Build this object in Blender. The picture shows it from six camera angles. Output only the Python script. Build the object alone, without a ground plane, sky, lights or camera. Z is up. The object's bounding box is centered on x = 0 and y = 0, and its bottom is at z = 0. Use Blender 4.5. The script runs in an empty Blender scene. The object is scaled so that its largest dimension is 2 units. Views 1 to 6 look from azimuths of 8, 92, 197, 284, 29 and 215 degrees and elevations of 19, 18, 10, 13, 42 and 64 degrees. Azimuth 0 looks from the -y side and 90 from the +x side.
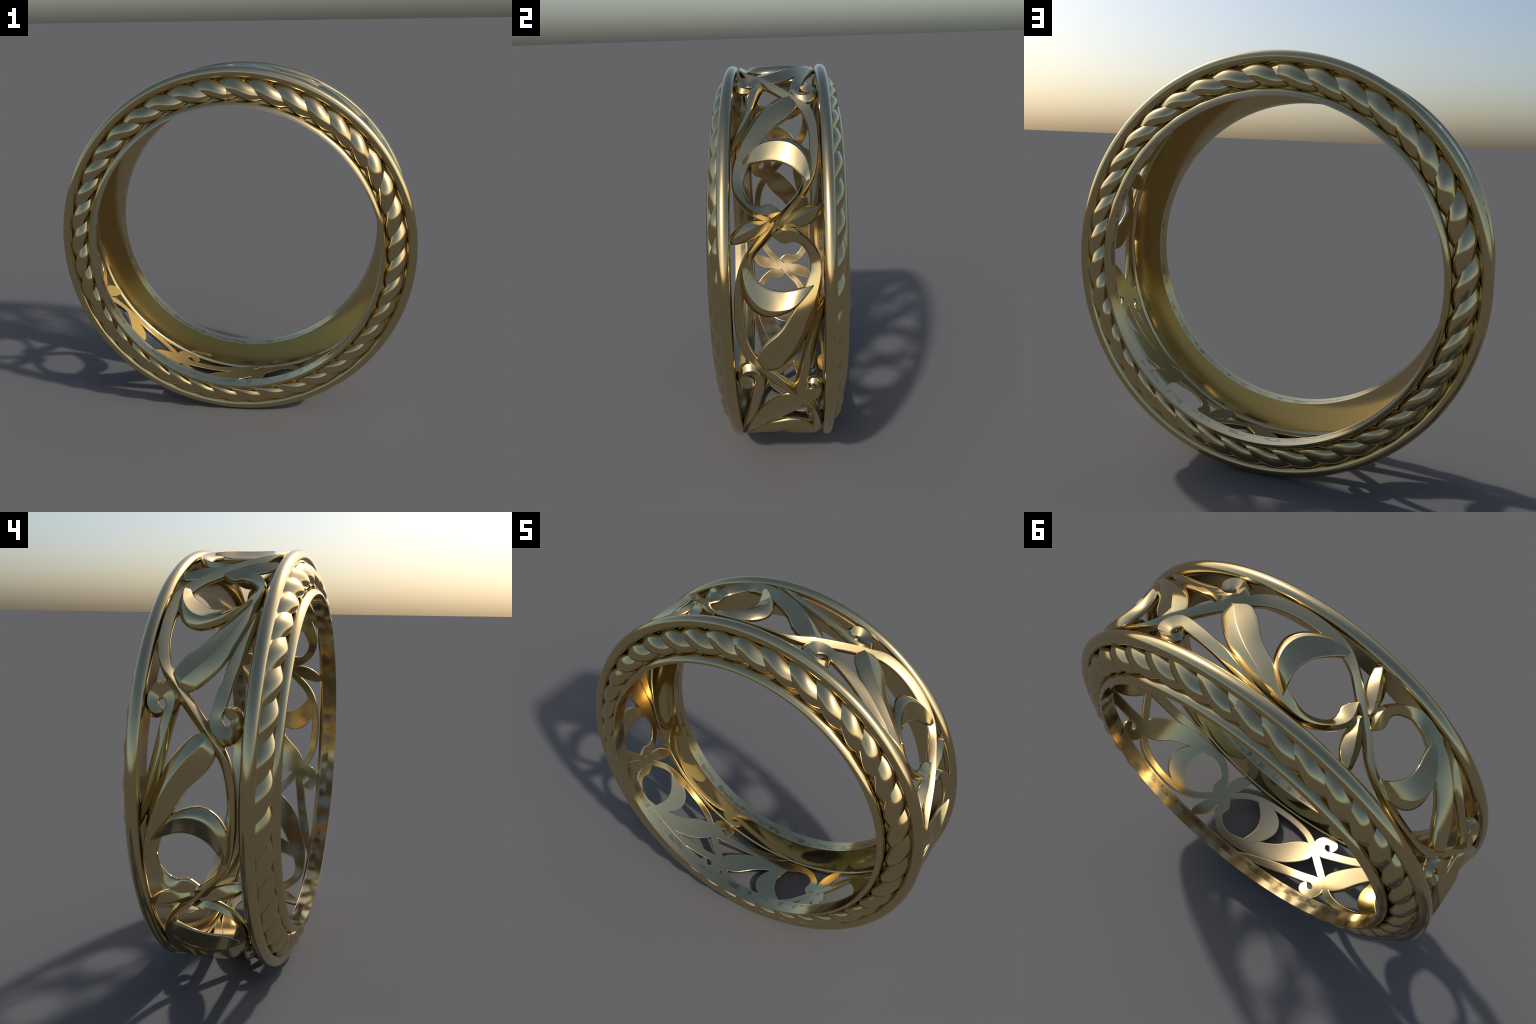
"""Openwork gold ring: two roped side walls and, between them, a wavy vine with
leaves, crescents and scroll tendrils.  Ring axis = y, centre at (0, 0, 1)."""
import bpy, math
import numpy as np
from mathutils import Matrix, Vector

CENTRE = Vector((0.0, 0.0, 1.0))
STAR = 23.75          # angle (deg, from +x towards +z) of a leaf cross on the vine
REPEATS = 4           # leaf crosses round the ring
R_IN = 0.950          # radius of the smooth back of the openwork
DEG = math.pi / 180.0


# ------------------------------------------------------------------ material
def gold_material():
    m = bpy.data.materials.new("polished_gold")
    m.use_nodes = True
    nt = m.node_tree
    n, l = nt.nodes, nt.links
    bsdf = n["Principled BSDF"]
    tc = n.new("ShaderNodeTexCoord")
    noise = n.new("ShaderNodeTexNoise")
    noise.inputs["Scale"].default_value = 9.0
    noise.inputs["Detail"].default_value = 3.0
    ramp = n.new("ShaderNodeValToRGB")
    ramp.color_ramp.elements[0].position = 0.3
    ramp.color_ramp.elements[0].color = (0.590, 0.470, 0.250, 1)
    ramp.color_ramp.elements[1].position = 0.7
    ramp.color_ramp.elements[1].color = (0.605, 0.482, 0.258, 1)
    l.new(tc.outputs["Object"], noise.inputs["Vector"])
    l.new(noise.outputs["Fac"], ramp.inputs["Fac"])
    l.new(ramp.outputs["Color"], bsdf.inputs["Base Color"])
    bsdf.inputs["Metallic"].default_value = 1.0
    bsdf.inputs["Roughness"].default_value = 0.12
    return m


GOLD = gold_material()


def painted_shade_material():
    """same gold, blotches painted darker for patchy shading of coplanar bore faces"""
    m = GOLD.copy()
    m.name = "gold_painted_shade_blotches"
    nt = m.node_tree
    n, l = nt.nodes, nt.links
    bsdf = n["Principled BSDF"]
    tc = n["Texture Coordinate"]
    vor = n.new("ShaderNodeTexVoronoi")
    vor.feature = 'F1'
    vor.distance = 'CHEBYCHEV'
    vor.inputs["Scale"].default_value = 22.0
    nz = n.new("ShaderNodeTexNoise")
    nz.inputs["Scale"].default_value = 60.0
    nz.inputs["Detail"].default_value = 4.0
    add = n.new("ShaderNodeMath")
    add.operation = 'MULTIPLY_ADD'
    add.inputs[1].default_value = 0.55
    sep = n.new("ShaderNodeSeparateColor")
    ramp = n.new("ShaderNodeValToRGB")
    ramp.color_ramp.elements[0].position = 0.42
    ramp.color_ramp.elements[0].color = (0.34, 0.275, 0.155, 1)
    ramp.color_ramp.elements[1].position = 0.72
    ramp.color_ramp.elements[1].color = (0.597, 0.476, 0.254, 1)
    l.new(tc.outputs["Object"], vor.inputs["Vector"])
    l.new(tc.outputs["Object"], nz.inputs["Vector"])
    l.new(vor.outputs["Color"], sep.inputs["Color"])
    l.new(nz.outputs["Fac"], add.inputs[0])
    l.new(sep.outputs[0], add.inputs[2])
    l.new(add.outputs[0], ramp.inputs["Fac"])
    l.new(ramp.outputs["Color"], bsdf.inputs["Base Color"])
    return m


PAINTED_SHADE = painted_shade_material()


# ------------------------------------------------------------------ helpers
def wrap(a, y, r):
    """unrolled (angle deg, y, radius) -> local xyz about the ring centre"""
    t = a * DEG
    return (r * math.cos(t), y, r * math.sin(t))


def make_mesh(name, verts, faces, sharp_deg=60.0, seam=None):
    me = bpy.data.meshes.new(name)
    me.from_pydata([tuple(v) for v in verts], [], faces)
    me.validate()
    import bmesh
    bm = bmesh.new()
    bm.from_mesh(me)
    bmesh.ops.remove_doubles(bm, verts=bm.verts, dist=1e-6)
    bmesh.ops.recalc_face_normals(bm, faces=bm.faces)
    for f in bm.faces:
        f.smooth = True
    lim = sharp_deg * DEG
    for e in bm.edges:
        if len(e.link_faces) == 2 and e.calc_face_angle(0.0) > lim:
            e.smooth = False
        elif seam is not None and all(abs(math.atan2(v.co.z, v.co.x) - seam * DEG) < 1e-4 for v in e.verts):
            e.smooth = False
    bm.to_mesh(me)
    bm.free()
    me.materials.append(GOLD)
    return me


def put(name, me, parent, rot=None):
    ob = bpy.data.objects.new(name, me)
    bpy.context.scene.collection.objects.link(ob)
    ob.parent = parent
    mat = Matrix.Translation(CENTRE)
    if rot is not None:
        mat = mat @ rot
    ob.matrix_basis = mat
    return ob


def lathe(profile, n=288):
    """closed (radius, y) profile turned about the ring axis"""
    k = len(profile)
    verts, faces = [], []
    for i in range(n):
        for r, y in profile:
            verts.append(wrap(360.0 * i / n, y, r))
    for i in range(n):
        j = (i + 1) % n
        for p in range(k):
            q = (p + 1) % k
            faces.append((i * k + p, i * k + q, j * k + q, j * k + p))
    return verts, faces


def spline(ctrl, t_ctrl, t):
    """natural cubic spline through control rows"""
    ctrl = np.asarray(ctrl, float)
    x = np.asarray(t_ctrl, float)
    n = len(x)
    h = np.diff(x)
    A = np.zeros((n, n))
    B = np.zeros((n, ctrl.shape[1]))
    A[0, 0] = A[-1, -1] = 1.0
    for i in range(1, n - 1):
        A[i, i - 1], A[i, i], A[i, i + 1] = h[i - 1], 2 * (h[i - 1] + h[i]), h[i]
        B[i] = 6 * ((ctrl[i + 1] - ctrl[i]) / h[i] - (ctrl[i] - ctrl[i - 1]) / h[i - 1])
    M = np.linalg.solve(A, B)
    idx = np.clip(np.searchsorted(x, t, side="right") - 1, 0, n - 2)
    hi = h[idx][:, None]
    d0 = (t - x[idx])[:, None]
    d1 = (x[idx + 1] - t)[:, None]
    return (M[idx] * d1**3 / (6 * hi) + M[idx + 1] * d0**3 / (6 * hi)
            + (ctrl[idx] / hi - M[idx] * hi / 6) * d1 + (ctrl[idx + 1] / hi - M[idx + 1] * hi / 6) * d0)


S = 0.97 * DEG        # metres of arc per degree, used only for lengths

FACE_U = (0.05, 0.16, 0.34, 0.54, 0.74, 0.90, 0.975)


def relief_section(o, r, i, ho, hr, hi, sag_o, sag_i, bevel=0.0035, back=0.0028):
    """One cross-section: outer edge, ridge, inner edge as unrolled (a, y) points with top radii.
    Returns a closed loop of (a, y, radius)."""
    o, r, i = (np.array(v, float) for v in (o, r, i))
    met = np.array((S, 1.0))

    def toward(p, q, d):
        v = (q - p)
        L = np.hypot(*(v * met))
        return p + v * (1.0 - math.exp(-d / max(L, 1e-6)))

    loop = []
    # back edge, outer side (rounded)
    mid_b = (o + i) / 2
    loop.append((*toward(o, mid_b, back * 2.4), R_IN))
    loop.append((*toward(o, mid_b, back), R_IN))
    loop.append((*toward(o, mid_b, back * 0.3), R_IN + back * 0.3))
    loop.append((*o, R_IN + back))
    # outer wall up to bevel
    loop.append((*o, max(R_IN + back + 0.001, ho - bevel)))
    loop.append((*toward(o, r, bevel * 0.3), max(R_IN + back + 0.002, ho - bevel * 0.3)))
    for u in FACE_U:
        p = o + (r - o) * u
        loop.append((*p, ho + (hr - ho) * u + sag_o * 4 * u * (1 - u)))
    loop.append((*r, hr))
    for u in reversed(FACE_U):
        p = i + (r - i) * u
        loop.append((*p, hi + (hr - hi) * u + sag_i * 4 * u * (1 - u)))
    loop.append((*toward(i, r, bevel * 0.3), max(R_IN + back + 0.002, hi - bevel * 0.3)))
    loop.append((*i, max(R_IN + back + 0.001, hi - bevel)))
    loop.append((*i, R_IN + back))
    loop.append((*toward(i, mid_b, back * 0.3), R_IN + back * 0.3))
    loop.append((*toward(i, mid_b, back), R_IN))
    loop.append((*toward(i, mid_b, back * 2.4), R_IN))
    loop.append((*mid_b, R_IN))
    return loop


def loft_relief(stations, step=0.006, closed=False, centre_angle=STAR):
    """stations: rows (ao, yo, ar, yr, ai, yi, h_outer, h_ridge, h_inner, sag_outer, sag_inner)"""
    st = np.asarray(stations, float)
    ridge = st[:, 2:4] * np.array((S, 1.0))
    mid = (st[:, 0:2] + st[:, 4:6]) / 2 * np.array((S, 1.0))
    path = (ridge + mid) / 2
    seg = np.hypot(*np.diff(path, axis=0).T)
    t = np.concatenate([[0], np.cumsum(np.maximum(seg, 1e-4))])
    n = max(24, int(t[-1] / step))
    ts = np.linspace(0, t[-1], n)
    rows = spline(st, t, ts)
    verts, faces, k = [], [], None
    for row in rows:
        loop = relief_section(row[0:2], row[2:4], row[4:6], row[6], row[7], row[8], row[9], row[10])
        k = len(loop)
        for a, y, r in loop:
            verts.append(wrap(a + centre_angle, y, r))
    m = len(rows)
    for i in range(m - 1 + (1 if closed else 0)):
        j = (i + 1) % m
        for p in range(k):
            q = (p + 1) % k
            faces.append((i * k + p, i * k + q, j * k + q, j * k + p))
    if not closed:
        faces.append(tuple(range(k)))
        faces.append(tuple((m - 1) * k + p for p in reversed(range(k))))
    return verts, faces


# ------------------------------------------------------------------ the thing
ring = bpy.data.objects.new("openwork_ring", None)
bpy.context.scene.collection.objects.link(ring)
ring["label"] = "polished gold ring band with openwork vine leaves and twisted rope edges"
ring["category"] = "ring"


# -------- side walls: rim rail, flat wall, bore collar, rope
def rim_profile(side):
    """round wire"""
    rc, yc, w = 0.9700, 0.2250, 0.0300
    return [(rc + w * math.sin(2 * math.pi * i / 48), side * (yc + w * math.cos(2 * math.pi * i / 48))) for i in range(48)]


def collar_profile(side):
    """square bore edge, quarter-round shoulder outside"""
    r0, r1, y0, y1 = 0.8015, 0.832, 0.2375, 0.318
    pts = [(r0 + 0.0008, y0), (r0 + 0.0008, 0.2475), (r0 + 0.0014, 0.2477), (r0 + 0.0008, 0.2798), (r0, 0.2800), (r0, y1 - 0.0007)]
    for i in range(13):
        t = 82 * DEG * (12 - i) / 12
        pts.append((r0 - 0.0035 + 0.034 * math.cos(t), 0.283 + 0.0353 * math.sin(t)))
    pts += [(r1, 0.265), (r1, y0 + 0.002), (r1 - 0.002, y0), (r0 + 0.010, y0), (r0 + 0.004, y0)]
    return [(r, side * y) for r, y in pts]


def wall_face(r):
    """outer face of the wall: leans outwards towards the bore"""
    return 0.2480 - 0.40 * (r - 0.885)


def wall_profile(side):
    """flat wall behind the rope leaning a little towards the bore"""
    inner = [(r, 0.2206 - 0.20 * (r - 0.88)) for r in (0.8022, 0.806, 0.815, 0.83, 0.85, 0.87, 0.89, 0.91, 0.93, 0.947)]
    outer = [(r, wall_face(r)) for r in (0.953, 0.94, 0.92, 0.90, 0.88, 0.86, 0.84, 0.815)]
    return [(r, side * y) for r, y in inner + outer]


ROPE_R, ROPE_Y, STRAND_R, STRAND_D, TURNS = 0.8885, 0.2375, 0.0478, 0.0145, 20


ROPE_SEAM = 91.2      # the rope's ends meet here


def rope_strand(side, phase, n=1200, k=30):
    sgn = 1.0 if side > 0 else -1.0
    pinch = 6.15 if side > 0 else 5.15
    verts, faces = [], []
    for i in range(n):
        th = ROPE_SEAM + 360.0 * i / n
        gap = min(i, n - i) * 360.0 / n          # distance from the joint, where the twist kinks
        psi = (sgn * TURNS * (th - pinch) + 90.0 + phase + 15.0 * math.exp(-gap / 1.4)) * DEG
        cr, co = STRAND_D * math.cos(psi), STRAND_D * math.sin(psi)
        for p in range(k):
            u = 2 * math.pi * p / k + psi
            r = ROPE_R + cr + STRAND_R * math.cos(u)
            o = ROPE_Y + co + STRAND_R * math.sin(u) - 0.27 * (r - ROPE_R)
            verts.append(wrap(th, side * max(o, wall_face(r) - 0.006), r))
    for i in range(n):
        j = (i + 1) % n
        # after one full loop the section has turned TURNS whole times: same vertex order
        for p in range(k):
            q = (p + 1) % k
            faces.append((i * k + p, i * k + q, j * k + q, j * k + p))
    return verts, faces


for side in (-1, 1):
    put("rim_rail", make_mesh("rim_rail", *lathe(rim_profile(side))), ring)
    collar = make_mesh("bore_collar", *lathe(collar_profile(side)), sharp_deg=25)
    collar.materials.append(PAINTED_SHADE)
    for p in collar.polygons:
        if 0.248 < abs(p.center.y) < 0.2795 and math.hypot(p.center.x, p.center.z) < 0.806:
            p.material_index = 1
    put("bore_collar", collar, ring)
    put("side_wall", make_mesh("side_wall", *lathe(wall_profile(side)), sharp_deg=40), ring)
    rope = bpy.data.objects.new("twisted_rope", None)
    bpy.context.scene.collection.objects.link(rope)
    rope.parent = ring
    for phase in (0.0, 180.0):
        put("rope_strand", make_mesh("rope_strand", *rope_strand(side, phase), sharp_deg=100, seam=ROPE_SEAM), rope)

# -------- vine stem: one wave per repeat, running round the whole ring
HALF = [(0, 0), (4.05, .0600), (6.9, .1025), (9.6, .1295), (12.3, .1470), (16.3, .1615), (22, .1685), (27, .1655),
        (31, .1545), (35, .1305), (38.2, .0935), (41.2, .053)]


def vine_stem():
    pts = []
    for rep in range(REPEATS):
        for a, y in HALF:                       # half wave towards +y
            pts.append((a + 90 * rep, y))
        pts.append((45 + 90 * rep, 0))
        for a, y in reversed(HALF[1:]):          # mirrored half towards -y
            pts.append((90 - a + 90 * rep, -y))
    base = np.array(pts, float)
    ext = np.vstack([base[-6:] - [360, 0], base, base[:7] + [360, 0]])
    seg = np.hypot(*(np.diff(ext, axis=0) * [S, 1]).T)
    t = np.concatenate([[0], np.cumsum(seg)])
    n = 1400
    ts = np.linspace(t[6], t[6 + len(base)], n, endpoint=False)
    c = spline(ext, t, ts)
    e = 1e-4
    d = (spline(ext, t, ts + e) - spline(ext, t, ts - e)) * [S, 1]
    d /= np.hypot(d[:, 0], d[:, 1])[:, None]
    nrm = np.stack([-d[:, 1] / S, d[:, 0]], 1)   # left of travel, back in (deg, m)
    verts, faces, k = [], [], None
    for (a, y), nv in zip(c, nrm):
        ph = math.sin(math.pi * a / 45.0)        # 0 at crosses, +-1 at the bulges
        c45 = math.cos(math.pi * a / 45.0)
        w = 0.0203 + 0.0042 * max(0.0, -c45) ** 3 + 0.0007 * max(0.0, c45) ** 2
        p = np.array((a, y))
        x = min(1.0, max(0.0, (abs(ph) - 0.42) / 0.40))
        flat = x * x * (3 - 2 * x)               # steep-sided ridge near a cross, flat ribbon on a bulge
        off = 0.80 * math.copysign(flat, ph)     # on a bulge the crest runs along the rail side
        far, near = 0.963 + 0.018 * flat, 0.963 + 0.003 * flat
        up, lo = (far, near) if ph > 0 else (near, far)
        h_r = 0.991
        loop = relief_section(p + nv * w, p + nv * w * off, p - nv * w, up, h_r, lo, 0.0015, 0.0015)
        k = len(loop)
        for aa, yy, rr in loop:
            verts.append(wrap(aa + STAR, yy, rr))
    for i in range(n):
        j = (i + 1) % n
        for q in range(k):
            q2 = (q + 1) % k
            faces.append((i * k + q, i * k + q2, j * k + q2, j * k + q))
    return verts, faces


put("vine_stem", make_mesh("vine_stem", *vine_stem()), ring)

# -------- pieces repeated eight times (half turn about each cross, four crosses)
# columns: outer edge a,y | ridge a,y | inner edge a,y | radii outer, ridge, inner | sag outer, inner
BROAD_LEAF = [
    (2.1, .048, 2.2, .048, 2.3, .048, .962, .964, .962, 0, 0),
    (2.6, .022, 2.8, .022, 3.1, .022, .968, .975, .968, 0, 0),
    (1.4, -.012, 2.3, -.018, 4.5, -.006, .966, .985, .966, 0, 0),
    (0.9, -.048, 2.0, -.052, 5.1, -.036, .966, .990, .964, 0, 0),
    (1.4, -.083, 2.4, -.082, 4.7, -.064, .966, .990, .964, 0, 0),
    (2.5, -.112, 3.4, -.109, 5.1, -.094, .966, .989, .960, 0, .001),
    (4.2, -.142, 5.0, -.138, 6.6, -.118, .966, .988, .958, 0, .002),
    (6.4, -.168, 7.0, -.164, 8.8, -.136, .966, .988, .960, 0, .002),
    (9.0, -.185, 9.2, -.179, 11.2, -.139, .966, .988, .964, 0, .001),
    (12.0, -.190, 12.0, -.182, 13.6, -.129, .964, .989, .970, 0, 0),
    (15.0, -.188, 14.8, -.176, 16.4, -.112, .962, .990, .971, 0, 0),
    (18.5, -.180, 17.8, -.163, 19.3, -.090, .960, .991, .972, 0, 0),
    (22.5, -.165, 21.3, -.142, 22.6, -.060, .958, .992, .972, .001, .001),
    (26.0, -.145, 24.8, -.115, 26.2, -.025, .957, .992, .972, .002, .001),
    (29.5, -.121, 28.5, -.082, 29.0, .014, .957, .992, .973, .003, .001),
    (33.0, -.093, 32.0, -.042, 31.2, .052, .958, .992, .974, .003, .001),
    (36.5, -.052, 35.0, .000, 33.5, .081, .960, .992, .975, .003, .001),
    (39.0, -.012, 37.0, .035, 35.6, .097, .963, .991, .975, .002, .001),
    (40.4, .027, 38.4, .056, 37.4, .093, .966, .989, .975, .001, .001),
    (40.5, .054, 39.3, .066, 38.6, .082, .968, .985, .975, 0, 0),
]
CRESCENT = [
    (15.6, -.149, 15.5, -.150, 15.4, -.149, .986, .989, .984, 0, 0),
    (17.7, -.128, 17.2, -.127, 16.0, -.118, .980, .992, .972, 0, -.001),
    (20.0, -.098, 19.0, -.100, 16.6, -.085, .974, .993, .963, .001, -.002),
    (22.3, -.056, 20.9, -.060, 17.2, -.045, .968, .994, .960, .003, -.003),
    (23.7, -.005, 21.7, -.010, 17.2, -.008, .965, .994, .960, .006, -.003),
    (24.1, .045, 21.5, .040, 16.6, .030, .964, .994, .960, .006, -.003),
    (23.0, .092, 20.2, .083, 15.2, .068, .964, .994, .962, .006, -.002),
    (20.8, .128, 17.8, .117, 13.6, .095, .965, .994, .965, .003, -.001),
    (18.0, .150, 15.0, .137, 12.2, .115, .968, .993, .970, .002, 0),
    (15.8, .158, 12.4, .145, 11.1, .125, .972, .992, .976, 0, 0),
    (13.6, .160, 10.6, .146, 10.0, .134, .972, .984, .974, 0, 0),
]
SCROLL = [
    (17.6, -.1980, 17.8, -.2005, 18.2, -.2030, .962, .974, .962, 0, 0),
    (21.0, -.172, 21.0, -.183, 21.8, -.202, .956, .984, .958, .001, .001),
    (25.0, -.145, 25.2, -.166, 25.8, -.190, .956, .987, .957, .002, .002),
    (30.0, -.116, 30.3, -.137, 30.8, -.170, .957, .988, .958, .003, .002),
    (35.0, -.096, 35.3, -.112, 35.8, -.149, .960, .988, .962, .003, .002),
    (40.0, -.080, 40.1, -.092, 40.8, -.132, .962, .988, .969, .001, .001),
    (44.0, -.066, 44.0, -.077, 44.6, -0.119, .962, .989, .973, 0, 0),
    (47.2, -.058, 47.0, -.072, 46.3, -0.113, .962, .989, .970, 0, -.001),
    (49.8, -.069, 49.0, -.082, 47.26, -0.1201, .962, .989, .967, 0, -.002),
    (51.7, -.099, 50.5, -.106, 47.73, -0.1279, .962, .989, .964, 0, -.002),
    (52.3, -.135, 50.9, -.134, 47.80, -0.1357, .962, .989, .963, 0, -.002),
    (51.4, -.170, 50.2, -.160, 47.57, -0.1427, .962, .989, .963, 0, -.002),
    (49.3, -.193, 48.6, -.177, 47.10, -0.1458, .962, .989, .963, 0, -.002),
    (46.8, -.198, 46.9, -.181, 46.55, -0.1427, .962, .988, .963, 0, -.001),
    (44.4, -.184, 45.2, -.172, 46.24, -0.1372, .962, .987, .963, 0, 0),
    (43.3, -.158, 44.2, -.153, 46.01, -0.1318, .962, .985, .963, 0, 0),
    (43.5, -.133, 44.2, -.134, 45.77, -0.1279, .961, .981, .963, 0, 0),
    (44.4, -.115, 44.7, -.118, 45.54, -0.1240, .960, .974, .962, 0, 0),
]
POINTED_LEAF = [
    (1.6, -.004, 0.2, .000, -1.2, .004, .960, .968, .960, 0, 0),
    (0.7, .014, -0.5, .016, -1.7, .018, .962, .975, .962, 0, 0),
    (2.4, .058, 0.3, .060, -1.3, .060, .962, .984, .962, 0, 0),
    (3.8, .095, 1.3, .097, -1.0, .100, .961, .988, .961, .001, .001),
    (4.5, .125, 2.3, .130, -0.4, .132, .960, .988, .960, .001, .001),
    (5.0, .160, 3.2, .165, 0.8, .165, .960, .984, .960, .001, .001),
    (5.1, .190, 4.0, .193, 2.5, .193, .960, .978, .960, 0, 0),
    (4.7, .206, 4.2, .206, 3.6, .206, .960, .972, .960, 0, 0),
]

axis = Vector((math.cos(STAR * DEG), 0, math.sin(STAR * DEG)))
HALF_TURN = Matrix.Rotation(math.pi, 4, axis)
for name, table in (("broad_leaf", BROAD_LEAF), ("crescent_leaf", CRESCENT),
                    ("scroll_tendril", SCROLL), ("pointed_leaf", POINTED_LEAF)):
    me = make_mesh(name, *loft_relief(table))
    for rep in range(REPEATS):
        spin = Matrix.Rotation(-math.pi / 2 * rep, 4, 'Y')
        put(name, me, ring, spin)
        put(name, me, ring, spin @ HALF_TURN)
